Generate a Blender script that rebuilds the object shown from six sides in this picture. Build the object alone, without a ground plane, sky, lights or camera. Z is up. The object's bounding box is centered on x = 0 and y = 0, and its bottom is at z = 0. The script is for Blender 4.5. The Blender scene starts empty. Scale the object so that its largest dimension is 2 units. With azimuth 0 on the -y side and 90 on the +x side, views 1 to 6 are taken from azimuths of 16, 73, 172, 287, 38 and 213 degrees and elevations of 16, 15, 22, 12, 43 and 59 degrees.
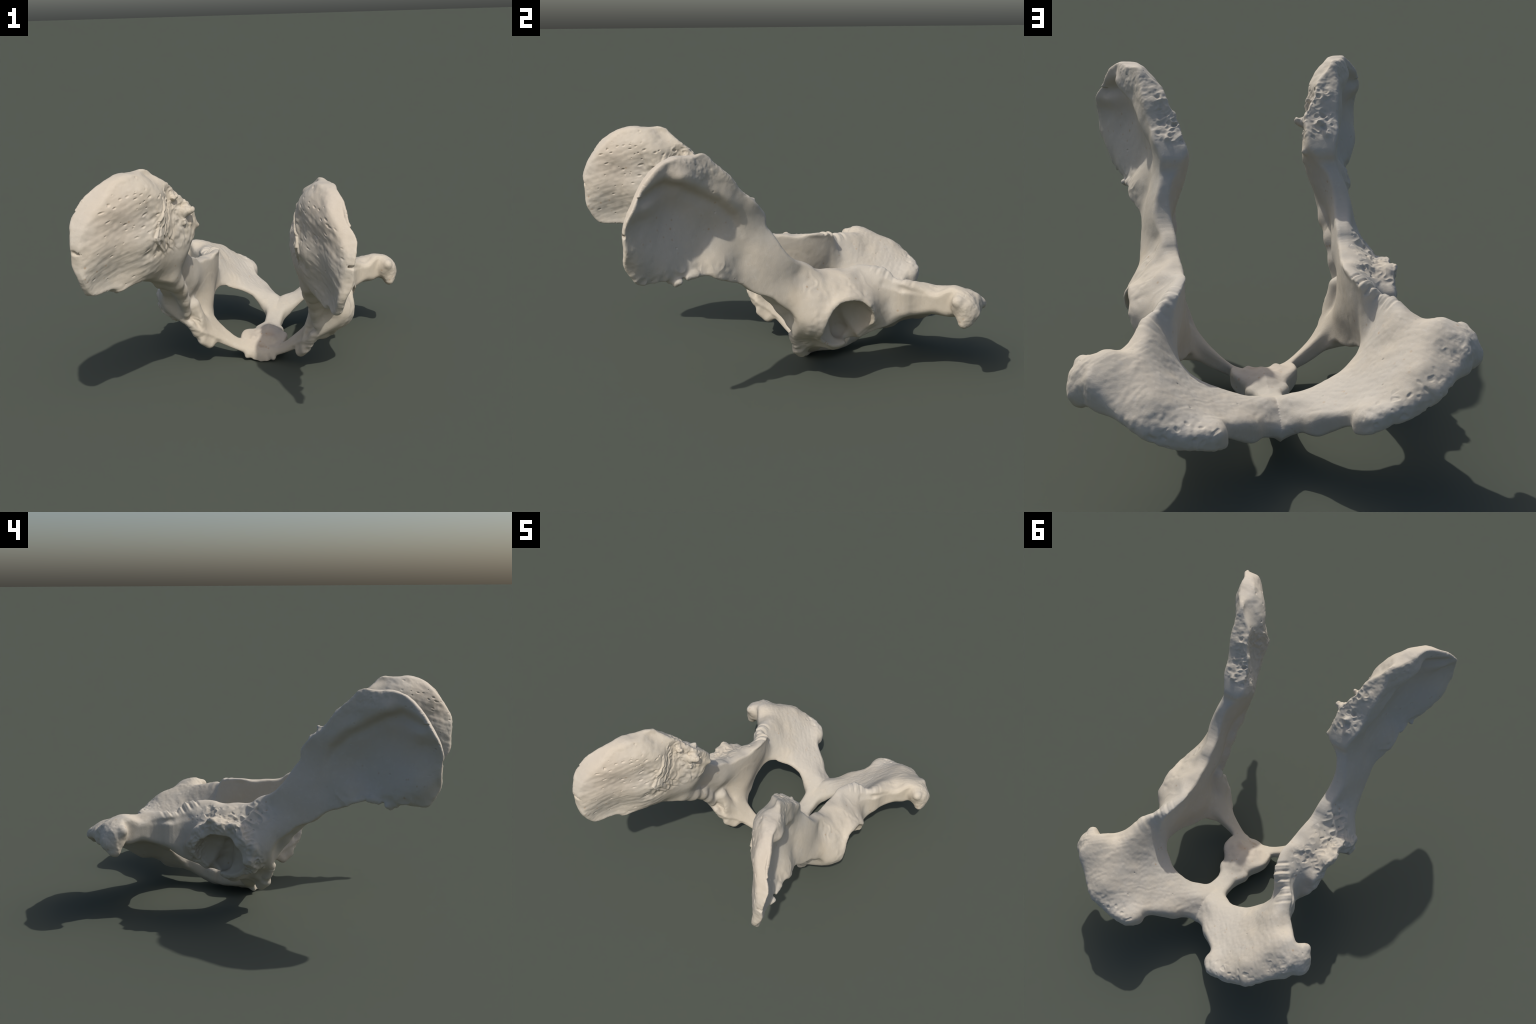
"""A large grazing animal's pelvis (two hip bones fused along the symphysis).

The bone is described in its own frame: x = sideways from the median plane,
y = towards the tail, z = up.  Every hip bone is built from
  * an upright blade (wing, neck and socket body of the ilium): an outline in
    the (y, z) plane with a lateral and a medial skin stretched through a few
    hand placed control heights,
  * a lying plate (pubis, symphysis and ischium): an outline in the (x, y)
    plane with an upper and a lower skin,
  * the hip socket: a rim ring with a ball carved out of it,
  * ridges, knobs, pits and a rough grain.
The solids are blended, meshed, roughened and cut into anatomical parts.
"""
import bpy
import numpy as np

H = 0.0055            # cell of the blending lattice, metres
SIDES = (1, -1)       # right (+x) and left (-x) hip bone

# --------------------------------------------------------------- small maths


def smooth01(a, b, x):
    t = np.clip((x - a) / (b - a), 0.0, 1.0)
    return t * t * (3.0 - 2.0 * t)


def smin(a, b, k):
    h = np.maximum(k - np.abs(a - b), 0.0) / k
    return np.minimum(a, b) - h * h * k * 0.25


def smax(a, b, k):
    return -smin(-a, -b, k)


def round_outline(points, passes=2):
    p = np.array(points, float)
    for _ in range(passes):
        q = np.roll(p, -1, axis=0)
        p = np.stack([0.75 * p + 0.25 * q, 0.25 * p + 0.75 * q], 1).reshape(-1, 2)
    return p


def outline_distance(points, U, V):
    """Signed distance (negative inside) of lattice points to a closed outline."""
    p = round_outline(points)
    q = np.roll(p, -1, axis=0)
    best = np.full(U.shape, 1e9)
    inside = np.zeros(U.shape, bool)
    for (ax, ay), (bx, by) in zip(p, q):
        ex, ey = bx - ax, by - ay
        t = np.clip(((U - ax) * ex + (V - ay) * ey) / (ex * ex + ey * ey + 1e-12), 0, 1)
        best = np.minimum(best, (U - ax - t * ex) ** 2 + (V - ay - t * ey) ** 2)
        if ey != 0:
            cross = ((ay > V) != (by > V)) & (U < ex * (V - ay) / ey + ax)
            inside ^= cross
    d = np.sqrt(best)
    return np.where(inside, -d, d)


def skin(points, U, V, soft=1.2e-3):
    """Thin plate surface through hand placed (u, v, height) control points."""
    c = np.array(points, float)
    n = len(c)

    def kernel(r2):
        return 0.5 * r2 * np.log(r2 + 1e-12)

    d2 = (c[:, None, 0] - c[None, :, 0]) ** 2 + (c[:, None, 1] - c[None, :, 1]) ** 2
    P = np.column_stack([np.ones(n), c[:, 0], c[:, 1]])
    A = np.zeros((n + 3, n + 3))
    A[:n, :n] = kernel(d2) + soft * np.eye(n)
    A[:n, n:] = P
    A[n:, :n] = P.T
    w = np.linalg.solve(A, np.concatenate([c[:, 2], np.zeros(3)]))
    out = w[n] + w[n + 1] * U + w[n + 2] * V
    for i in range(n):
        out = out + w[i] * kernel((U - c[i, 0]) ** 2 + (V - c[i, 1]) ** 2)
    return out


def slope_scale(S):
    gu, gv = np.gradient(S, H)
    return np.sqrt(1.0 + np.minimum(gu * gu + gv * gv, 12.0))


def hashed(ix, iy, iz, seed):
    n = (ix * 374761393 + iy * 668265263 + iz * 2147483647 + seed * 974711) & 0xFFFFFFFF
    n = ((n ^ (n >> 13)) * 1274126177) & 0xFFFFFFFF
    n = n ^ (n >> 16)
    return (n & 0xFFFF) / 32767.5 - 1.0


TURNED = np.array([[.68, -.53, .51], [.72, .38, -.58], [.12, .76, .64]], np.float32)   # keeps the lattice off the axes
RANDOM_BLOCK = np.random.RandomState(7).uniform(-1, 1, 64 ** 3).astype(np.float32)


def noise(P, scale, seed):
    """Smooth value noise in -1..1 at points P (n x 3)."""
    q = P.astype(np.float32) @ TURNED * np.float32(scale) + np.float32(7.31 * seed)
    f = np.floor(q)
    i = f.astype(np.int32)
    t = q - f
    t = t * t * (3 - 2 * t)
    lo, hi = i & 63, (i + 1) & 63
    x = (lo[:, 0] << 12, hi[:, 0] << 12)
    y = (lo[:, 1] << 6, hi[:, 1] << 6)
    z = (lo[:, 2], hi[:, 2])
    out = np.zeros(len(P), np.float32)
    for dx in (0, 1):
        wx = t[:, 0] if dx else 1 - t[:, 0]
        for dy in (0, 1):
            wxy = wx * (t[:, 1] if dy else 1 - t[:, 1])
            row = x[dx] | y[dy]
            out += wxy * (RANDOM_BLOCK[row | z[0]] * (1 - t[:, 2]) + RANDOM_BLOCK[row | z[1]] * t[:, 2])
    return out


# --------------------------------------------------- control points, hip bone
# upright blade, (y, z): crest, sacral edge, neck, spine, socket body, tubercle
BLADE_OUTLINE = [  # (y, z): apex of the crest, forward round the wing, lower border, socket body, spine, sacral border
    (-.545, 1.256), (-.625, 1.240), (-.706, 1.253), (-.791, 1.226), (-.859, 1.160), (-.923, 1.071), (-.974, .976),
    (-.964, .873), (-.971, .805), (-.937, .745), (-.906, .697), (-.838, .693), (-.772, .699), (-.753, .669), (-.708, .688),
    (-.644, .698), (-.553, .688), (-.479, .645), (-.394, .617), (-.318, .551), (-.240, .531), (-.194, .485), (-.118, .428),
    (-.101, .320), (-.084, .232), (.006, .181), (.031, .151), (.091, .188), (.118, .160), (.163, .171), (.182, .229),
    (.266, .223), (.330, .269), (.414, .292), (.472, .329), (.490, .400), (.470, .480), (.436, .581), (.375, .591),
    (.280, .603), (.206, .585), (.134, .601), (.041, .603), (-.002, .646), (-.083, .672), (-.150, .742), (-.192, .817),
    (-.234, .865), (-.224, .911), (-.254, .951), (-.293, .996), (-.359, 1.042), (-.415, 1.129), (-.488, 1.184)]
LATERAL = [  # (y, z, x) outer skin of the blade: lip of the crest, hollow of the wing, lower border, neck, socket body
    (-.910, .706, .594), (-.955, .800, .614), (-.958, .870, .649), (-.957, .940, .645), (-.920, 1.040, .655),
    (-.863, 1.132, .609), (-.800, 1.185, .570), (-.747, 1.215, .534), (-.650, 1.238, .509), (-.560, 1.240, .449),
    (-.500, 1.195, .442), (-.450, 1.155, .439), (-.375, 1.070, .416), (-.290, 1.000, .407), (-.235, .940, .375),
    (-.200, .860, .372), (-.160, .785, .396), (-.832, 1.125, .584), (-.745, 1.146, .518), (-.681, 1.123, .516),
    (-.622, 1.086, .481), (-.563, 1.052, .459), (-.488, 1.023, .442), (-.395, .935, .412), (-.683, 1.170, .541),
    (-.600, 1.150, .505), (-.530, 1.110, .463), (-.446, 1.040, .449), (-.758, .869, .536), (-.793, .902, .546),
    (-.689, .861, .494), (-.642, .844, .475), (-.760, 1.020, .517), (-.700, 1.000, .479), (-.850, .950, .577),
    (-.850, .800, .601), (-.850, 1.050, .613), (-.760, .750, .563), (-.850, .690, .565), (-.750, .675, .536),
    (-.690, .680, .530), (-.617, .695, .523), (-.521, .665, .523), (-.414, .625, .479), (-.310, .565, .476),
    (-.248, .530, .484), (-.197, .490, .489), (-.150, .442, .486), (-.600, .780, .471), (-.500, .740, .501),
    (-.500, .850, .427), (-.400, .800, .426), (-.300, .650, .463), (-.300, .750, .438), (-.200, .720, .435),
    (-.200, .600, .464), (-.080, .620, .414), (-.110, .525, .483), (-.098, .396, .520), (-.060, .330, .516), (.012, .413, .557),
    (.000, .250, .405), (.034, .200, .331), (.100, .455, .524), (.164, .484, .532), (.210, .467, .522), (.260, .447, .532),
    (.310, .380, .488), (.330, .330, .464), (.280, .284, .439), (.200, .230, .422), (.100, .190, .413), (.200, .360, .486),
    (.353, .546, .403), (.354, .484, .434), (.400, .420, .444), (.100, .560, .441), (.200, .540, .467), (.000, .580, .435),
    (.050, .610, .386), (-.080, .680, .410), (.280, .585, .350), (.430, .500, .436), (.450, .360, .458), (-.108, .308, .423),
    (-.073, .235, .348), (-.036, .152, .222), (.005, .110, .186), (-.620, .970, .457), (-.300, .870, .401),
    (-.400, 1.100, .425), (-.325, 1.027, .405), (-.130, .745, .408), (.000, .630, .398), (.100, .595, .373),
    (-.433, .900, .417), (-.330, .880, .406), (-.110, .633, .431), (-.060, .560, .449), (-.040, .575, .434),
    (-.870, 1.000, .586), (-.900, .870, .621), (-.783, 1.129, .532), (-.404, .976, .429), (-.520, 1.055, .460),
    (-.540, .860, .433), (-.380, .730, .437), (-.300, .680, .456), (-.905, .810, .628), (-.865, 1.090, .611),
    (-.900, 1.000, .604)]
MEDIAL = [  # (y, z, x) inner skin of the blade: crest, rough joint face, neck, wall beside the birth canal
    (-.560, 1.240, .456), (-.620, 1.248, .432), (-.700, 1.243, .439), (-.774, 1.222, .486), (-.861, 1.165, .520),
    (-.931, 1.078, .582), (-.964, .970, .604), (-.970, .866, .601), (-.964, .800, .592), (-.945, .750, .591),
    (-.910, .700, .573), (-.598, 1.049, .306), (-.673, .917, .343), (-.627, .859, .349), (-.587, .850, .338),
    (-.394, 1.013, .281), (-.411, .943, .287), (-.266, .902, .253), (-.506, .779, .331), (-.915, .841, .558),
    (-.897, .943, .531), (-.831, 1.030, .493), (-.819, 1.106, .468), (-.856, 1.095, .496), (-.665, 1.085, .358),
    (-.656, 1.120, .352), (-.602, 1.188, .367), (-.858, 1.005, .513), (-.817, .881, .498), (-.763, .776, .501),
    (-.717, .664, .471), (-.903, .706, .590), (-.617, .690, .425), (-.530, .670, .404), (-.480, 1.190, .347),
    (-.420, 1.120, .317), (-.355, 1.060, .264), (-.290, 1.000, .270), (-.235, .940, .266), (-.200, .860, .334),
    (-.160, .785, .352), (-.372, .716, .302), (-.342, .800, .268), (-.351, .872, .259), (-.450, .700, .343),
    (-.410, .630, .342), (-.310, .565, .362), (-.248, .530, .390), (-.250, .660, .340), (-.150, .560, .346),
    (-.070, .450, .350), (-.158, .410, .383), (-.108, .308, .374), (-.071, .300, .363), (-.073, .235, .333),
    (-.025, .220, .318), (-.036, .152, .275), (.005, .110, .276), (-.078, .680, .342), (.050, .605, .330), (.100, .450, .319),
    (.200, .450, .313), (.300, .450, .320), (.370, .580, .323), (.280, .585, .310), (.180, .585, .312), (.370, .450, .327),
    (.425, .360, .358), (.300, .280, .343), (.208, .240, .309), (.140, .180, .271), (.080, .130, .266), (.460, .500, .358),
    (.100, .300, .302), (-.927, 1.041, .567), (-.895, 1.084, .543), (-.957, .950, .586), (-.847, 1.143, .504),
    (-.702, 1.217, .432), (-.702, 1.188, .393), (-.755, .870, .451), (-.864, .867, .527), (-.672, 1.032, .369),
    (-.761, .988, .448), (-.650, .745, .401), (-.566, .724, .372), (-.493, .691, .363), (-.219, .480, .401),
    (-.126, .341, .371), (-.500, 1.000, .335), (-.450, .950, .311), (-.480, 1.080, .344), (.320, .260, .344),
    (.405, .290, .362), (-.480, .970, .325), (-.530, .900, .330), (.000, .400, .363), (.200, .350, .302), (.050, .520, .322),
    (-.030, .500, .322), (-.430, .830, .295), (-.400, .760, .291)]
# lying plate, (x, y), right half: pubis, symphysis, ischium with the obturator foramen left out
PLATE_OUTLINE = [  # (x, y) right half: pubis, rim of the obturator foramen, sciatic notch, tuberosity, arch
    (.000, .081), (.054, .102), (.118, .072), (.277, .012), (.286, -.050), (.311, -.050), (.287, .037), (.351, .136),
    (.381, .250), (.371, .166), (.314, .136), (.128, .139), (.140, .189), (.138, .248), (.079, .310), (.093, .346),
    (.052, .406), (.051, .449), (.057, .514), (.101, .538), (.141, .560), (.229, .558), (.282, .516), (.349, .458),
    (.388, .398), (.379, .312), (.440, .280), (.402, .398), (.490, .457), (.500, .545), (.564, .608), (.610, .670),
    (.646, .677), (.652, .699), (.653, .717), (.660, .727), (.646, .746), (.659, .818), (.609, .851), (.549, .911),
    (.500, .960), (.429, .965), (.368, .978), (.283, .979), (.235, .960), (.205, .916), (.216, .861), (.145, .808),
    (.094, .781), (.058, .738), (.000, .723)]
UPPER = [  # (x, y, z) upper skin of the plate: spine ridge, tuberosity, table, symphysis, pubis
    (.324, .367, .596), (.373, .400, .561), (.410, .440, .535), (.440, .480, .547), (.464, .526, .544), (.490, .571, .521),
    (.528, .637, .505), (.572, .700, .539), (.636, .680, .519), (.700, .700, .510), (.690, .760, .520), (.655, .820, .489),
    (.590, .880, .433), (.535, .930, .415), (.465, .960, .401), (.400, .975, .377), (.330, .978, .370), (.270, .965, .357),
    (.240, .894, .349), (.276, .924, .361), (.389, .674, .441), (.372, .824, .419), (.446, .879, .461), (.342, .461, .342),
    (.280, .530, .306), (.222, .560, .283), (.165, .570, .260), (.123, .540, .213), (.090, .510, .188), (.070, .460, .158),
    (.000, .730, .170), (.027, .620, .244), (.000, .500, .174), (.000, .400, .141), (.000, .300, .163), (.000, .200, .135),
    (.000, .120, .079), (.060, .200, .121), (.108, .085, .081), (.196, .020, .140), (.249, -.020, .200), (.300, -.040, .310),
    (.310, .240, .228), (.250, .210, .209), (.188, .157, .179), (.149, .220, .145), (.115, .260, .140), (.100, .330, .124),
    (.400, .550, .491), (.300, .700, .360), (.200, .700, .297), (.130, .740, .270), (.200, .820, .297), (.500, .750, .508),
    (.550, .800, .491), (.450, .600, .530), (.420, .360, .484), (.460, .400, .489), (.500, .500, .509), (.560, .600, .492),
    (.620, .645, .539), (.300, .100, .288), (.200, .080, .161), (.376, .716, .433), (.450, .630, .520), (.420, .550, .515),
    (.290, .900, .363), (.390, .510, .482), (.520, .780, .500), (.200, .860, .314), (.160, .810, .283), (.120, .770, .263),
    (.080, .740, .234), (.060, .400, .135)]
LOWER = [  # (x, y, z) lower skin of the plate
    (.000, .100, -.034), (.000, .190, .000), (.000, .310, .005), (.000, .380, .010), (.000, .445, .038), (.000, .540, .082),
    (.000, .670, .086), (.015, .720, .129), (.076, .753, .157), (.129, .787, .167), (.210, .880, .241), (.262, .955, .279),
    (.335, .969, .301), (.396, .962, .312), (.445, .955, .331), (.490, .938, .360), (.554, .905, .384), (.580, .882, .392),
    (.641, .830, .383), (.688, .786, .400), (.720, .720, .427), (.690, .680, .400), (.462, .390, .343), (.484, .466, .354),
    (.513, .537, .371), (.565, .600, .401), (.600, .645, .379), (.600, .730, .371), (.650, .680, .417), (.400, .600, .334),
    (.350, .700, .319), (.450, .750, .342), (.300, .820, .309), (.200, .700, .245), (.100, .600, .169), (.220, .570, .280),
    (.300, .530, .301), (.340, .460, .306), (.400, .400, .319), (.090, .500, .123), (.100, .320, .044), (.070, .200, .033),
    (.100, .100, .047), (.200, .060, .102), (.270, .000, .135), (.300, .100, .176), (.250, .190, .107), (.310, .240, .208),
    (.540, .700, .358), (.450, .620, .352)]
# hip socket: centre, outward axis, rim radius
SOCKET_C = np.array([.503, .142, .345])
SOCKET_N = np.array([.97, .15, -.19]) / np.linalg.norm([.97, .15, -.19])
SOCKET_T = np.array([0, 1, 0]) - SOCKET_N * SOCKET_N[1]      # towards the tail, in the rim plane
SOCKET_T /= np.linalg.norm(SOCKET_T)
SOCKET_U = np.cross(SOCKET_N, SOCKET_T)                      # upwards, in the rim plane
SOCKET_R = .150


# round-ended strokes (start, end, radius at start, radius at end, blending width)
KNOBS = [
    ((.656, .682, .470), (.668, .662, .480), .032, .024, .04),                                   # front hook of the tuberosity
    # inner lower border of the neck, running down to the pubic tubercle
    ((.364, -.378, .654), (.360, -.296, .585), .018, .022, .06), ((.360, -.296, .585), (.362, -.212, .515), .022, .021, .06),
    ((.362, -.212, .515), (.366, -.151, .433), .021, .019, .06), ((.366, -.151, .433), (.366, -.100, .346), .019, .017, .05),
    ((.346, -.030, .370), (.324, .010, .215), .034, .034, .04),
    ((.512, -.625, .705), (.520, -.660, .695), .018, .014, .015), ((.540, -.705, .683), (.530, -.72, .675), .014, .016, .015),
    ((.302, -.024, .162), (.270, .004, .124), .026, .026, .04), ((.345, -.080, .270), (.330, -.050, .200), .014, .018, .03),
    ((.028, .108, .022), (.034, .104, .012), .015, .011, .02), ((.075, .105, .034), (.080, .100, .026), .014, .011, .025),
    ((.060, .180, .112), (.075, .215, .114), .016, .014, .03)]
SPURS_RIGHT = [
    ((.330, -.405, 1.060), (.312, -.395, 1.066), .016, .008, .022), ((.315, -.345, 1.000), (.300, -.335, 1.004), .016, .008, .022),
    ((.345, -.300, .985), (.345, -.286, .992), .014, .007, .02)]
SPURS_LEFT = [
    ((.280, -.392, 1.008), (.246, -.390, 1.018), .030, .016, .025), ((.315, -.455, 1.090), (.300, -.455, 1.096), .013, .008, .022),
    ((.290, -.400, .955), (.272, -.408, .948), .014, .009, .02), ((.275, -.300, .925), (.245, -.275, .908), .018, .009, .025),
    ((.325, -.325, 1.022), (.320, -.310, 1.032), .013, .007, .02), ((.345, -.296, .975), (.345, -.280, .980), .014, .008, .02)]
GROOVES = [((.438, .378, .528), (.476, .452, .506), .015, .010, .022), ((.476, .452, .506), (.520, .552, .490), .010, .004, .018), ((.425, .345, .486), (.395, .360, .480), .006, .005, .006)]
CRACK_RIGHT = [((.585, -.922, .990), (.618, -.955, .950), .004, .007, .006), ((.618, -.958, .950), (.680, -.985, .940), .008, .008, .006)]
CRACK_LEFT = [((.600, -.955, .918), (.628, -.968, .925), .005, .009, .006), ((.628, -.975, .930), (.680, -.985, .936), .009, .006, .006)]


def capsule(X, Y, Z, a, b, ra, rb):
    a, b = np.array(a), np.array(b)
    e = b - a
    t = np.clip(((X - a[0]) * e[0] + (Y - a[1]) * e[1] + (Z - a[2]) * e[2]) / (e @ e), 0, 1)
    return np.sqrt((X - a[0] - t * e[0]) ** 2 + (Y - a[1] - t * e[1]) ** 2 + (Z - a[2] - t * e[2]) ** 2) - (ra + t * (rb - ra))


def ball(X, Y, Z, c, r):
    return np.sqrt((X - c[0]) ** 2 + (Y - c[1]) ** 2 + (Z - c[2]) ** 2) - r


# ------------------------------------------------------------ blending lattice
XS = np.arange(0, int(.80 / H)) * H
YS = np.arange(int(-1.02 / H), int(1.04 / H)) * H
ZS = np.arange(int(-.06 / H), int(1.30 / H)) * H


def sub(field, lo, hi, shape_fn, mix_fn):
    """Mix a local shape into the field inside a box only."""
    ix = slice(*np.searchsorted(XS, (lo[0], hi[0])))
    iy = slice(*np.searchsorted(YS, (lo[1], hi[1])))
    iz = slice(*np.searchsorted(ZS, (lo[2], hi[2])))
    X = XS[ix, None, None]
    Y = YS[None, iy, None]
    Z = ZS[None, None, iz]
    field[ix, iy, iz] = mix_fn(field[ix, iy, iz], shape_fn(X, Y, Z)).astype(np.float32)


def add_shape(field, shape_fn, lo, hi, k):
    sub(field, lo, hi, shape_fn, lambda f, s: smin(f, s, k))


def cut_shape(field, shape_fn, lo, hi, k):
    sub(field, lo, hi, shape_fn, lambda f, s: smax(f, -s, k))


# what differs between the halves: (skin, u, v, shift, radius)
TWEAKS = {
    1: [("MEDIAL", -.41, 1.00, .030, .15), ("LATERAL", -.85, .78, -.010, .14), ("LATERAL", -.76, 1.02, -.022, .11), ("LATERAL", -.865, 1.11, -.018, .10)],
    -1: [("MEDIAL", -.30, 1.00, -.005, .10), ("LATERAL", -.82, .76, .034, .16), ("LATERAL", -.03, .53, .022, .12), ("LATERAL", -.865, 1.11, .014, .10)],
}


def tuned(name, points, side):
    out = []
    for u, v, w in points:
        for skin_name, tu, tv, shift, radius in TWEAKS[side]:
            if skin_name == name:
                w += shift * np.exp(-((u - tu) ** 2 + (v - tv) ** 2) / (.5 * radius ** 2))
        out.append((u, v, w))
    return out


def base_field(side):
    V, W = np.meshgrid(YS, ZS, indexing="ij")
    lat = skin(tuned("LATERAL", LATERAL, side), V, W)
    med = smin(skin(tuned("MEDIAL", MEDIAL, side), V, W), lat - .030, .04)
    out = outline_distance(BLADE_OUTLINE, V, W)
    sl, sm = slope_scale(lat), slope_scale(med)
    X = XS[:, None, None].astype(np.float32)
    f = smax((X - lat[None].astype(np.float32)) / sl[None].astype(np.float32),
             (med[None].astype(np.float32) - X) / sm[None].astype(np.float32), .014)
    blade = smax(f, np.broadcast_to(out[None].astype(np.float32), f.shape), .016)
    away = np.hypot(V - SOCKET_C[1] - .015, W - SOCKET_C[2] - .005)
    U, V = np.meshgrid(XS, YS, indexing="ij")
    up = skin(tuned("UPPER", UPPER, side), U, V)
    dn = np.minimum(skin(tuned("LOWER", LOWER, side), U, V), up - .03)
    # mirror the outline so that the median plane is not an edge
    right = PLATE_OUTLINE
    left = [(-x, y) for x, y in right[::-1]]
    out = outline_distance(right[:-1] + left[:-1], U, V)
    su, sd = slope_scale(up), slope_scale(dn)
    Z = ZS[None, None, :].astype(np.float32)
    f = smax((Z - up[:, :, None].astype(np.float32)) / su[:, :, None].astype(np.float32),
             (dn[:, :, None].astype(np.float32) - Z) / sd[:, :, None].astype(np.float32), .03)
    plate = smax(f, out[:, :, None].astype(np.float32), .028)
    # thin floor of the hip socket, kept when the socket is hollowed out
    thick = (.022 + .055 * (away / .13) ** 2)[None].astype(np.float32)
    floor = smax(smax(blade, np.maximum(X - med[None].astype(np.float32) - thick, med[None].astype(np.float32) + .010 - X) / sm[None].astype(np.float32), .01), (away - .14)[None].astype(np.float32), .01)
    return smin(blade, plate, .035).astype(np.float32), floor.astype(np.float32)


def hip_field(base, floor, side):
    f = base.copy()
    N, T, U = SOCKET_N, SOCKET_T, SOCKET_U
    worn = side < 0                                       # the left rim is a broad, broken flange
    C = SOCKET_C + ((0, .030, -.006) if worn else (0, .008, 0))

    def axes(X, Y, Z):
        dx, dy, dz = X - C[0], Y - C[1], Z - C[2]
        return (dx * N[0] + dy * N[1] + dz * N[2], dx * T[0] + dy * T[1] + dz * T[2], dx * U[0] + dy * U[1] + dz * U[2])

    def cup(X, Y, Z):
        h, t, u = axes(X, Y, Z)
        rad = np.sqrt(t * t + u * u) + 1e-6
        c, s = t / rad, u / rad
        outer = SOCKET_R + (.010 if not worn else (.058 + .014 * np.sin(9 * c) * np.cos(7 * s)) * (1 - .8 * smooth01(.2, .9, -s)))
        low = smooth01(-.05, .55, -s)                       # the rim drops away below, most of all towards the tail
        lip = .022 * c * c * (1 - low) - .004 * (s > 0) * s * s - (.050 + .014 * c) * low
        if worn:
            lip = lip + .014 * np.sin(5 * c + 8 * s) * (s > -.3)
        bowl = np.sqrt(rad ** 2 + (h * outer / .135) ** 2) - outer
        return smax(bowl, h - lip, .022)

    def hollow(X, Y, Z):
        h, t, u = axes(X, Y, Z)
        r = SOCKET_R - (.004 if worn else .006)
        depth = np.abs(np.minimum(h - .01, 0)) / .120
        return (np.sqrt(t * t + (u * (1.10 if worn else 1.0)) ** 2 + r * r * depth ** 2.3) - r) * .8

    def fossa(X, Y, Z):
        h, t, u = axes(X, Y, Z)
        along = np.clip((u - .02) / -.10, 0, 1)
        return np.sqrt((t + .005 - .03 * along) ** 2 + (u - .02 + .10 * along) ** 2 + (h + .098) ** 2) - (.036 + .012 * along)

    def notch(X, Y, Z):
        h, t, u = axes(X, Y, Z)
        along = np.clip((-u * .86 + t * .5), 0, .22)
        return np.sqrt((t - .5 * along) ** 2 + (u + .86 * along) ** 2 + (h + .070 - .1 * along) ** 2) - .029

    lo, hi = C - .30, C + .30
    add_shape(f, cup, lo, hi, .035)
    cut_shape(f, hollow, lo, hi, .008)
    f = smin(f, floor, .02)
    cut_shape(f, fossa, lo, hi, .025)
    cut_shape(f, notch, lo, hi, .02)
    # block of the ischial tuberosity: head, hooked lower end, hind corner
    for p, q, ra, rb in (((.664, .704, .440), (.680, .705, .370), .047, .032),
                         ((.655, .740, .438), (.676, .745, .415), .047, .041)):
        add_shape(f, lambda X, Y, Z: capsule(X, Y, Z, p, q, ra, rb), (.50, .50, .20), (.79, .90, .65), .045)
    # small knobs: lower border of the wing, pubic tubercle, underside of the joint, spurs of the sacral tuber
    for p, q, ra, rb, k in KNOBS + (SPURS_LEFT if worn else SPURS_RIGHT):
        lo, hi = np.minimum(p, q) - .07, np.maximum(p, q) + .07
        add_shape(f, lambda X, Y, Z: capsule(X, Y, Z, p, q, ra, rb), lo, hi, k)
    # grooves and cracks: under the spine ridge, nutrient hole, healed crack in the crest
    for p, q, ra, rb, k in GROOVES + (CRACK_LEFT if worn else CRACK_RIGHT):
        lo, hi = np.minimum(p, q) - .07, np.maximum(p, q) + .07
        cut_shape(f, lambda X, Y, Z: capsule(X, Y, Z, p, q, ra, rb), lo, hi, k)
    return f


def surface_nets(F, origin):
    S = F < 0
    n = np.zeros([s - 1 for s in F.shape], np.uint8)
    corners = [(i, j, k) for i in (0, 1) for j in (0, 1) for k in (0, 1)]
    for i, j, k in corners:
        n += S[i:F.shape[0] - 1 + i, j:F.shape[1] - 1 + j, k:F.shape[2] - 1 + k]
    cells = np.argwhere((n > 0) & (n < 8))
    index = np.full(n.shape, -1, np.int32)
    index[tuple(cells.T)] = np.arange(len(cells))
    vals = np.stack([F[cells[:, 0] + i, cells[:, 1] + j, cells[:, 2] + k] for i, j, k in corners], 1)
    acc = np.zeros((len(cells), 3))
    cnt = np.zeros(len(cells))
    for a in range(8):
        for b in range(a + 1, 8):
            ca, cb = np.array(corners[a]), np.array(corners[b])
            if np.abs(ca - cb).sum() != 1:
                continue
            va, vb = vals[:, a], vals[:, b]
            m = (va < 0) != (vb < 0)
            t = va[m] / (va[m] - vb[m])
            acc[m] += ca + t[:, None] * (cb - ca)
            cnt[m] += 1
    verts = (cells + acc / cnt[:, None]) * H + origin
    faces = []
    for ax in range(3):
        sl0 = [slice(None)] * 3
        sl1 = [slice(None)] * 3
        sl0[ax], sl1[ax] = slice(0, -1), slice(1, None)
        a, b = S[tuple(sl0)], S[tuple(sl1)]
        e = np.argwhere(a != b)
        o1, o2 = (ax + 1) % 3, (ax + 2) % 3
        e = e[(e[:, o1] > 0) & (e[:, o2] > 0) & (e[:, o1] < F.shape[o1] - 1) & (e[:, o2] < F.shape[o2] - 1)]
        flip = ~a[tuple(e.T)]
        d1, d2 = np.zeros(3, int), np.zeros(3, int)
        d1[o1], d2[o2] = 1, 1
        q = np.stack([index[tuple((e - d1 - d2).T)], index[tuple((e - d2).T)], index[tuple(e.T)], index[tuple((e - d1).T)]], 1)
        q[flip] = q[flip][:, ::-1]
        faces.append(q)
    return verts, np.concatenate(faces)


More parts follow.
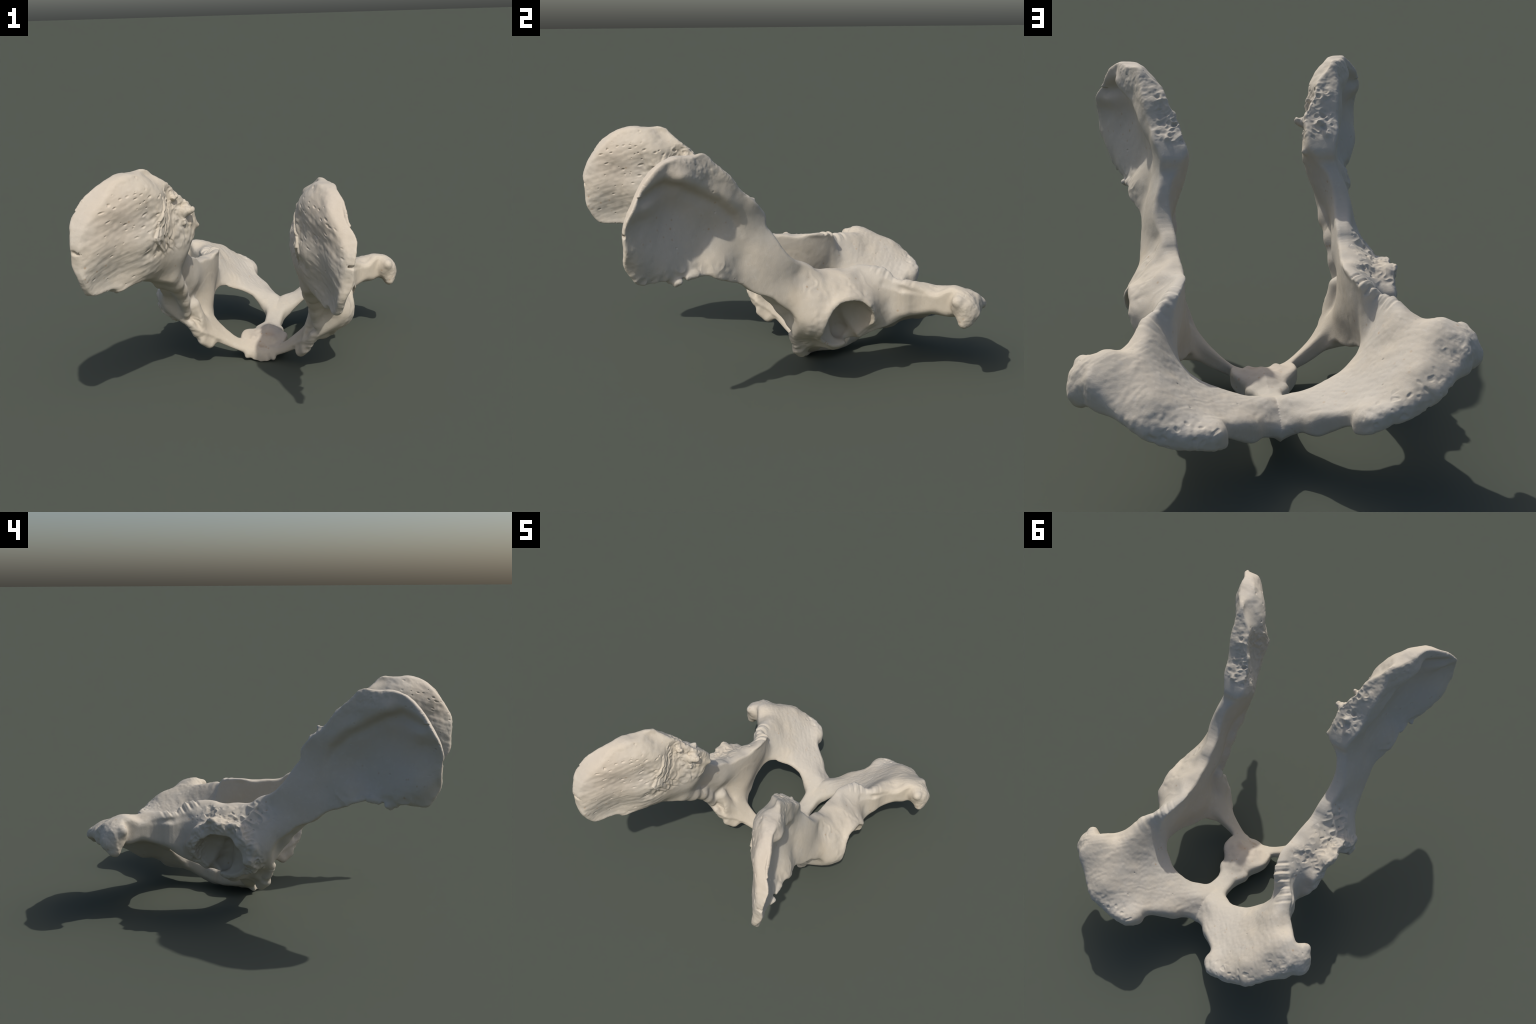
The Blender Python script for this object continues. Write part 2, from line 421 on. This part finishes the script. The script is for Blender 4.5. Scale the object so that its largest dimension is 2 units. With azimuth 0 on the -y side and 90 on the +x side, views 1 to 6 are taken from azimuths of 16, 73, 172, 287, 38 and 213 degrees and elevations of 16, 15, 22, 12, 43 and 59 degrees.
def largest_piece(verts, faces):
    """Drop crumbs: label connected vertices by spreading the smallest index along edges."""
    e = np.concatenate([faces[:, [0, 1]], faces[:, [1, 2]], faces[:, [2, 3]], faces[:, [3, 0]]])
    e = np.concatenate([e, e[:, ::-1]])
    e = e[np.argsort(e[:, 0], kind="stable")]
    start = np.searchsorted(e[:, 0], np.arange(len(verts)))
    lab = np.arange(len(verts))
    while True:
        new = np.minimum(lab, np.minimum.reduceat(lab[e[:, 1]], start))
        new = new[new]
        if (new == lab).all():
            break
        lab = new
    keep = lab == np.bincount(lab).argmax()
    remap = np.cumsum(keep) - 1
    return verts[keep], remap[faces[keep[faces[:, 0]]]]


def relax(verts, faces, steps, amount):
    e = np.concatenate([faces[:, [0, 1]], faces[:, [1, 2]], faces[:, [2, 3]], faces[:, [3, 0]]])
    deg = np.bincount(e.ravel(), minlength=len(verts)).astype(float)
    for s in range(steps):
        for f in (amount, -amount * 1.04):
            acc = np.stack([np.bincount(e[:, 0], verts[e[:, 1], c], len(verts)) + np.bincount(e[:, 1], verts[e[:, 0], c], len(verts)) for c in range(3)], 1)
            verts = verts + f * (acc / deg[:, None] - verts)
    return verts


def make_mesh(name, verts, faces):
    me = bpy.data.meshes.new(name)
    me.vertices.add(len(verts))
    me.vertices.foreach_set("co", np.ascontiguousarray(verts, np.float32).ravel())
    me.loops.add(faces.size)
    me.loops.foreach_set("vertex_index", np.ascontiguousarray(faces, np.int32).ravel())
    me.polygons.add(len(faces))
    me.polygons.foreach_set("loop_start", np.arange(len(faces), dtype=np.int32) * 4)
    me.polygons.foreach_set("use_smooth", np.ones(len(faces), bool))
    me.update(calc_edges=True)
    me.validate()
    return me


def vertex_normals(verts, faces):
    n = np.cross(verts[faces[:, 2]] - verts[faces[:, 0]], verts[faces[:, 3]] - verts[faces[:, 1]])
    out = np.stack([sum(np.bincount(faces[:, j], n[:, c], len(verts)) for j in range(4)) for c in range(3)], 1)
    return out / (np.linalg.norm(out, axis=1, keepdims=True) + 1e-12)


def subdivided(verts, faces):
    """Split every quad in four and smooth the result."""
    nv, nf = len(verts), len(faces)
    e = np.stack([faces, np.roll(faces, -1, axis=1)], 2).reshape(-1, 2)
    e.sort(axis=1)
    key, inv = np.unique(e[:, 0].astype(np.int64) * nv + e[:, 1], return_inverse=True)
    mid = .5 * (verts[key // nv] + verts[key % nv])
    inv = inv.reshape(nf, 4) + nv
    centre = np.arange(nf) + nv + len(key)
    fine = np.concatenate([verts, mid, verts[faces].mean(1)])
    quads = np.stack([np.stack([faces[:, j], inv[:, j], centre, inv[:, (j + 3) % 4]], 1) for j in range(4)], 1).reshape(-1, 4)
    fine = relax(fine, quads, 2, .5)
    return fine, quads, vertex_normals(fine, quads)


# ------------------------------------------------------------------ relief
def blob(P, centre, radius):
    """Soft 1..0 weight around a place (bone frame, either side)."""
    q = np.abs(P[:, 0]) - centre[0], P[:, 1] - centre[1], P[:, 2] - centre[2]
    d = np.sqrt(sum((c / r) ** 2 for c, r in zip(q, np.broadcast_to(radius, 3))))
    return 1.0 - smooth01(.55, 1.0, d)


def pits(U, V, cell, size, stretch, share, seed):
    """Scattered dents on a face: 1 in the middle of a dent, 0 outside."""
    out = np.zeros(len(U))
    iu, iv = np.floor(U / cell).astype(np.int64), np.floor(V / cell).astype(np.int64)
    for du in (-1, 0, 1):
        for dv in (-1, 0, 1):
            a, b = iu + du, iv + dv
            zero = np.zeros_like(a)
            pu = (a + .5 + .45 * hashed(a, b, zero, seed)) * cell
            pv = (b + .5 + .45 * hashed(a, b, zero, seed + 1)) * cell
            on = hashed(a, b, zero, seed + 2) * .5 + .5 < share
            r = size * (.65 + .35 * hashed(a, b, zero, seed + 3))
            d = np.sqrt(((U - pu) / stretch) ** 2 + (V - pv) ** 2) / r
            out = np.maximum(out, np.where(on, 1 - smooth01(.0, 1.0, d), 0))
    return out


def ridged(P, scale, seed):
    return 1 - 2 * np.abs(noise(P, scale, seed))


def relief(P, Nrm):
    """Grain of the bone: smooth shafts, pitted wings, crusted borders, corrugated spine."""
    out = P.copy()
    wing = P[:, 1] < -.22
    for pick, grain in ((wing, wing_grain), (~wing, hip_grain)):
        out[pick] += Nrm[pick] * grain(P[pick], Nrm[pick])[:, None]
    return out


def wing_grain(P, Nrm):
    s = np.where(P[:, 0] >= 0, 1.0, -1.0)
    a, y, z = np.abs(P[:, 0]), P[:, 1], P[:, 2]
    left = (s < 0).astype(float)
    inward = smooth01(.15, .6, -s * Nrm[:, 0])
    outward = smooth01(.15, .6, s * Nrm[:, 0])
    n1, n2, n3 = noise(P, 18, 11), noise(P, 45, 12), noise(P, 95, 13)
    d = .0010 * n1 + .0005 * n2
    # inner face of the wing: striae along the face, dents, steps towards the sacral joint
    wing = inward * (1 - smooth01(-.62, -.50, y)) * smooth01(.60, .70, z)
    u, v = .92 * y + .39 * z, -.39 * y + .92 * z
    streak = noise(np.column_stack([u * 11 + .6 * n1, v * 55, a * 0]), 1.0, 21)
    streak2 = noise(np.column_stack([u * 26, v * 95, a * 0]), 1.0, 22)
    d += wing * (.0011 * streak + .0006 * streak2 + .0009 * n2 + .0018 * noise(P, 9, 23))
    roof = smooth01(1.0, 1.06, z + .45 * (y + .85)) * (1 - smooth01(1.14, 1.20, z))
    d -= wing * .0036 * pits(u + .006 * n2, v + .004 * n1, .046, .0075, 1.9, .22 + .15 * n1, 31)
    d -= wing * roof * .0060 * pits(u + .006 * n2, v + .005 * n1, .027, .0085, 2.0, .34 + .3 * n1, 37)
    joint = inward * smooth01(-.72, -.66, y) * (1 - smooth01(-.34, -.26, y)) * smooth01(.80, .86, z) * (1 - smooth01(1.06, 1.14, z))
    bend = np.where(z > .93, -.672 + .55 * (z - .93), -.672 + 1.0 * (.93 - z)) + .018 * n1 + .007 * n2
    for off, height in ((0, .010), (.030, .006), (.075, .008), (.12, .005)):
        d += joint * height * (smooth01(off, off + .010, y - bend) - .5 * smooth01(off + .012, off + .06, y - bend))
    d -= joint * .011
    long_ridge = noise(np.column_stack([y * 40 + 2 * n1, z * 9, a * 0]), 1.0, 24)
    d += joint * (.0045 * long_ridge + .003 * n2)
    # crusted sacral border and knobbly crest
    crust = np.maximum(blob(P, (.31, -.37, 1.00), (.13, .13, .11)), .9 * blob(P, (.33, -.46, 1.10), (.10, .11, .09)))
    crust = crust * smooth01(-.3, .3, Nrm[:, 1] * .7 + Nrm[:, 2] * .6 - s * Nrm[:, 0] * .5)
    d += crust * (.0045 * ridged(P, 26, 41) + .0032 * ridged(P, 52, 42) - .003 - .009 * smooth01(.35, .8, noise(P, 34, 43)))
    apex = smooth01(1.05, 1.14, z) * smooth01(-.80, -.66, y) * smooth01(-.1, .4, Nrm[:, 1] + Nrm[:, 2])
    d += apex * smooth01(0, .5, Nrm[:, 1]) * (.0026 * noise(P, 34, 44) + .0015 * n2 + .0010 * n3)
    rimband = np.maximum(smooth01(-.88, -.95, y), smooth01(1.14, 1.21, z) * smooth01(-.60, -.70, y))
    d += rimband * (.0013 * noise(P, 34, 45) + .0007 * noise(P, 75, 46))
    d -= rimband * outward * left * .006 * pits(z, a, .03, .008, 1, .5, 47)
    # outer hollow: faint lines and small nutrient dents
    dish = outward * (1 - smooth01(-.45, -.30, y)) * (1 - rimband)
    d += dish * (.0007 * noise(np.column_stack([y * 30, z * 30, a * 0]), 1.0, 51)) - dish * .003 * pits(y, z, .09, .007, 1.4, .25, 52)
    path = np.array([(-.86, 1.105), (-.76, 1.138), (-.68, 1.118), (-.60, 1.070), (-.50, 1.018), (-.41, .940), (-.36, .87)])
    near, above = np.full(len(P), 1e3), np.zeros(len(P))
    for (y0, z0), (y1, z1) in zip(path[:-1], path[1:]):
        k = np.clip(((y - y0) * (y1 - y0) + (z - z0) * (z1 - z0)) / ((y1 - y0) ** 2 + (z1 - z0) ** 2), 0, 1)
        dy, dz = y - y0 - k * (y1 - y0), z - z0 - k * (z1 - z0)
        gap = np.hypot(dy, dz)
        above = np.where(gap < near, np.sign(dz), above)
        near = np.minimum(near, gap)
    off = near * above
    d += outward * smooth01(-.93, -.85, y) * smooth01(-.34, -.44, y) * (.010 * np.exp(-((off - .040) / .030) ** 2) - .013 * np.exp(-((off + .012) / .026) ** 2))
    low = smooth01(.78, .70, z) * (1 - smooth01(-.50, -.40, y))
    d += low * outward * (.0040 * ridged(P, 24, 53) + .002 * n2)
    return d


def hip_grain(P, Nrm):
    s = np.where(P[:, 0] >= 0, 1.0, -1.0)
    a, y, z = np.abs(P[:, 0]), P[:, 1], P[:, 2]
    left = (s < 0).astype(float)
    outward = smooth01(.15, .6, s * Nrm[:, 0])
    n1, n2 = noise(P, 18, 11), noise(P, 45, 12)
    d = .0010 * n1 + .0005 * n2
    # rough ground above the socket; the left one is an eaten-away shelf
    above = outward * blob(P, (.45, .12, .56), (.16, .28, .12))
    comb = noise(np.column_stack([y * 34 + 1.5 * n1, z * 14, a * 14]), 1.0, 55)
    d += above * (.0022 * comb + .0030 * noise(P, 22, 56)) + left * above * (.006 * ridged(P, 32, 57) - .006 * smooth01(.3, .8, noise(P, 60, 58)))
    ring = np.abs(np.sqrt(((P - SOCKET_C * [1, 1, 1]) ** 2 * [0, 1, 1]).sum(1)) - .175)
    ring = (1 - smooth01(.02, .055, ring)) * smooth01(.40, .46, a)
    d += ring * left * (.0060 * noise(P, 30, 61) + .0045 * ridged(P, 48, 62)) + ring * (1 - left) * .0015 * n2
    inside = blob(P, SOCKET_C + [-.10, 0, -.01], (.06, .11, .11)) * outward
    d += inside * (.0020 * noise(P, 40, 63) + .0025 * ridged(P, 25, 64) * (.5 + left))
    # corrugated spine ridge
    A, B = np.array([.335, .365, .590]), np.array([.49, .575, .525])
    e = (B - A) / np.linalg.norm(B - A)
    q = np.column_stack([a, y, z]) - A
    t = q @ e
    away = np.linalg.norm(q - t[:, None] * e, axis=1)
    fold = (1 - smooth01(.03, .065, away)) * smooth01(-.02, .01, t) * (1 - smooth01(.17, .25, t)) * smooth01(-.1, .4, Nrm[:, 2])
    turn = 2 * np.pi * (t / .043 + .30 * noise(P, 7, 66) + .05 * n1)
    d += fold * (.0030 + .0024 * left) * (np.sin(turn) + .35 * np.sin(2 * turn + .8)) * (.75 + .5 * noise(P, 12, 67))
    # rough hind margin of the ischium and its tuberosity
    edge = np.maximum(.975 - 1.05 * np.maximum(a - .46, 0), .735 + 1.1 * np.minimum(a, .22))
    hind = smooth01(-.115, -.035, y - edge) * smooth01(.20, .26, a)
    comb = noise(np.column_stack([(a - .5 * y) * 55 + n1, (y + a) * 10, z * 12]), 1.0, 71)
    d += hind * (.0022 * comb + .0026 * noise(P, 30, 72) + .0016 * noise(P, 70, 77) - .0040 * smooth01(.35, .8, noise(P, 48, 73)))
    table = smooth01(.50, .62, y) * smooth01(.2, .5, Nrm[:, 2]) * (1 - hind)
    d += table * (.0012 * noise(np.column_stack([(a - y) * 48 + n1, (a + y) * 13, z * 0]), 1.0, 74) + .0008 * noise(P, 70, 78) + .0012 * noise(P, 14, 76)) - table * .0035 * pits(a, y, .085, .0055, 1.4, .25, 75)
    scar = blob(P, (.60, .815, .475), (.10, .075, .06)) * left * smooth01(0, .4, Nrm[:, 1] + Nrm[:, 2])
    d -= scar * (.0055 + .0025 * noise(P, 30, 79) - .0015 * ridged(P, 60, 80))
    knob = smooth01(.60, .66, a) * smooth01(.62, .68, y)
    d += knob * (.0018 * ridged(P, 17, 85) + .0016 * noise(P, 45, 86) + .0008 * noise(P, 100, 87))
    # pubic joint and ragged front border
    seam = (1 - smooth01(.06, .12, a)) * smooth01(.08, .12, y) * (1 - smooth01(.38, .46, y))
    d += seam * (.0042 * noise(P, 17, 81) + .0016 * noise(P, 46, 82))
    keel = smooth01(.1, .5, -Nrm[:, 2]) * (1 - smooth01(.06, .14, a))
    d += keel * (.003 * noise(P, 26, 83))
    front = smooth01(-.2, .3, -Nrm[:, 1]) * blob(P, (.345, -.06, .22), (.08, .09, .17))
    comb = noise(np.column_stack([z * 60 + 2 * n1, a * 14, y * 14]), 1.0, 84)
    d += front * (.0026 * comb + .002 * n2)
    return d


# frame of the resting bone: slightly yawed and tipped
AXIS = np.array([1, .045, -.033])
AXIS = AXIS / np.linalg.norm(AXIS)
FWD = np.array([0, 1, 0.]) - AXIS * AXIS[1]
FWD /= np.linalg.norm(FWD)
UP = np.cross(AXIS, FWD)


def place(P):
    """The left half splays and rises a little more than the right; then lay the bone down."""
    s = np.sign(P[:, 0])
    x = P[:, 0] - .023 * smooth01(.55, -.10, P[:, 1]) * np.clip(np.abs(P[:, 0]) / .2, 0, 1)
    x = x + .004 * smooth01(.45, .65, P[:, 1]) + .003 * smooth01(-.4, -.7, P[:, 1])
    a = np.abs(P[:, 0])
    z = P[:, 2] - s * .014 * smooth01(.2, .4, a) * (1 - .8 * smooth01(.5, .68, a)) * smooth01(.38, .65, P[:, 1])
    W = x[:, None] * AXIS + P[:, 1:2] * FWD + z[:, None] * UP + AXIS * .008
    W[:, 2] = np.where(W[:, 2] < .022, .022 * np.exp((W[:, 2] - .022) / .022) - .0025, W[:, 2] - .0025)   # it rests on the ground
    return W


def region(c):
    """Anatomical part of each face centre (bone frame)."""
    x, y, z = np.abs(c[:, 0]), c[:, 1], c[:, 2]
    r = np.full(len(c), 0)                                   # ilium
    q = c.copy()
    q[:, 0] = x
    dist = np.linalg.norm(q - SOCKET_C, axis=1)
    r[(y > .02) & (z < .75)] = 3                             # ischium
    r[(y < .30) & (z < .30) & (x < .36)] = 2                 # pubis
    r[(x < .085) & (y > .13)] = 4                            # symphysis
    r[(dist < .215) & (x > .33)] = 1                         # acetabulum
    r[(dist >= .215) & (z > .30) & (y < .20) & (x > .2)] = 0
    r[(y > .62) & (x > .60)] = 5                             # ischial tuberosity
    side = np.where(c[:, 0] >= 0, 0, 1)
    side[r == 4] = 0
    return r, side


def bone_material():
    """Weathered bone: beige to grey clouds, fine mottling, a tan stain at the pubic joint, rusty specks in the pits."""
    m = bpy.data.materials.new("weathered_bone")
    m.use_nodes = True
    nt = m.node_tree
    new, link = nt.nodes.new, nt.links.new
    bsdf = nt.nodes["Principled BSDF"]
    where = new("ShaderNodeTexCoord").outputs["Object"]

    def cloud(scale, detail, rough=.55):
        n = new("ShaderNodeTexNoise")
        n.inputs["Scale"].default_value, n.inputs["Detail"].default_value, n.inputs["Roughness"].default_value = scale, detail, rough
        link(where, n.inputs["Vector"])
        return n.outputs["Fac"]

    def ramp(fac, lo, hi):
        r = new("ShaderNodeMapRange")
        r.interpolation_type = "SMOOTHSTEP"
        r.inputs["From Min"].default_value, r.inputs["From Max"].default_value = lo, hi
        link(fac, r.inputs["Value"])
        return r.outputs["Result"]

    def times(a, b):
        n = new("ShaderNodeMath")
        n.operation = "MULTIPLY"
        for socket, v in zip(n.inputs, (a, b)):
            if isinstance(v, (int, float)):
                socket.default_value = v
            else:
                link(v, socket)
        return n.outputs[0]

    def tint(base, fac, colour):
        n = new("ShaderNodeMix")
        n.data_type = "RGBA"
        link(fac, n.inputs["Factor"])
        if isinstance(base, tuple):
            n.inputs["A"].default_value = (*base, 1)
        else:
            link(base, n.inputs["A"])
        n.inputs["B"].default_value = (*colour, 1)
        return n.outputs["Result"]

    def spot(centre, inner, outer):
        d = new("ShaderNodeVectorMath")
        d.operation = "DISTANCE"
        d.inputs[1].default_value = centre
        link(where, d.inputs[0])
        wobble = new("ShaderNodeMath")
        wobble.operation = "MULTIPLY_ADD"
        link(cloud(14, 3), wobble.inputs[0])
        wobble.inputs[1].default_value = .12
        link(d.outputs["Value"], wobble.inputs[2])
        return ramp(wobble.outputs[0], outer + .06, inner + .06)

    colour = tint((.505, .448, .360), ramp(cloud(2.6, 4), .40, .62), (.490, .450, .382))
    colour = tint(colour, times(ramp(cloud(7, 5, .65), .52, .70), .45), (.555, .490, .390))
    colour = tint(colour, times(ramp(cloud(38, 4, .7), .50, .72), .35), (.565, .525, .455))
    colour = tint(colour, times(ramp(cloud(60, 3, .7), .56, .74), .30), (.40, .355, .29))
    for centre, inner, outer, strength, shade in (
            ((.01, .22, .12), .03, .20, .38, (.52, .43, .345)), ((-.01, .125, .085), .0, .045, .65, (.33, .235, .15)),
            ((.02, .21, .125), .0, .05, .35, (.40, .27, .17)), ((.50, -.09, .51), .0, .11, .40, (.60, .50, .36)),
            ((-.23, -.32, .93), .0, .12, .40, (.53, .45, .32)), ((-.48, -.82, 1.08), .05, .30, .45, (.545, .46, .37)),
            ((.55, -.80, 1.08), .05, .30, .45, (.545, .46, .37)), ((.60, .65, .45), .0, .25, .35, (.535, .475, .375)), ((-.23, -.10, .70), .0, .30, .30, (.53, .465, .375))):
        colour = tint(colour, times(spot(centre, inner, outer), strength), shade)
    cell = new("ShaderNodeTexVoronoi")
    cell.inputs["Scale"].default_value = 26
    link(where, cell.inputs["Vector"])
    speck = times(ramp(cell.outputs["Distance"], .22, .08), ramp(cloud(5, 2), .54, .66))
    colour = tint(colour, times(speck, .55), (.40, .27, .16))
    link(colour, bsdf.inputs["Base Color"])
    bsdf.inputs["Roughness"].default_value = .72
    bsdf.inputs["Specular IOR Level"].default_value = .3
    bump = new("ShaderNodeBump")
    bump.inputs["Strength"].default_value = .25
    bump.inputs["Distance"].default_value = .003
    link(cloud(150, 4, .7), bump.inputs["Height"])
    link(bump.outputs["Normal"], bsdf.inputs["Normal"])
    return m


PARTS = ["ilium", "acetabulum", "pubis", "ischium", "symphysis", "ischial_tuberosity"]


def build():
    right, left = [hip_field(*base_field(side), side) for side in SIDES]
    F = np.concatenate([left[:0:-1], right], 0)
    origin = np.array([-(len(XS) - 1) * H, YS[0], ZS[0]])
    verts, faces = surface_nets(F, origin)
    del F, right, left
    verts, faces = largest_piece(verts, faces)
    verts = relax(verts, faces, 2, .5)
    verts, faces, nrm = subdivided(verts, faces)
    verts = relief(verts, nrm)
    cent = verts[faces].mean(1)
    part, side = region(cent)
    world = place(verts)
    nrm = vertex_normals(world, faces)

    root = bpy.data.objects.new("pelvis_bone", None)
    root["label"] = "off-white weathered pelvis bone of a large grazing animal"
    root["category"] = "animal bone"
    bpy.context.scene.collection.objects.link(root)
    mat = bone_material()
    for p, name in enumerate(PARTS):
        for s in (0, 1):
            pick = (part == p) & (side == s)
            if not pick.any():
                continue
            f = faces[pick]
            used, inv = np.unique(f, return_inverse=True)
            me = make_mesh(name, world[used], inv.reshape(-1, 4))
            me.normals_split_custom_set_from_vertices(nrm[used])
            me.materials.append(mat)
            ob = bpy.data.objects.new(name, me)
            ob.parent = root
            bpy.context.scene.collection.objects.link(ob)


build()
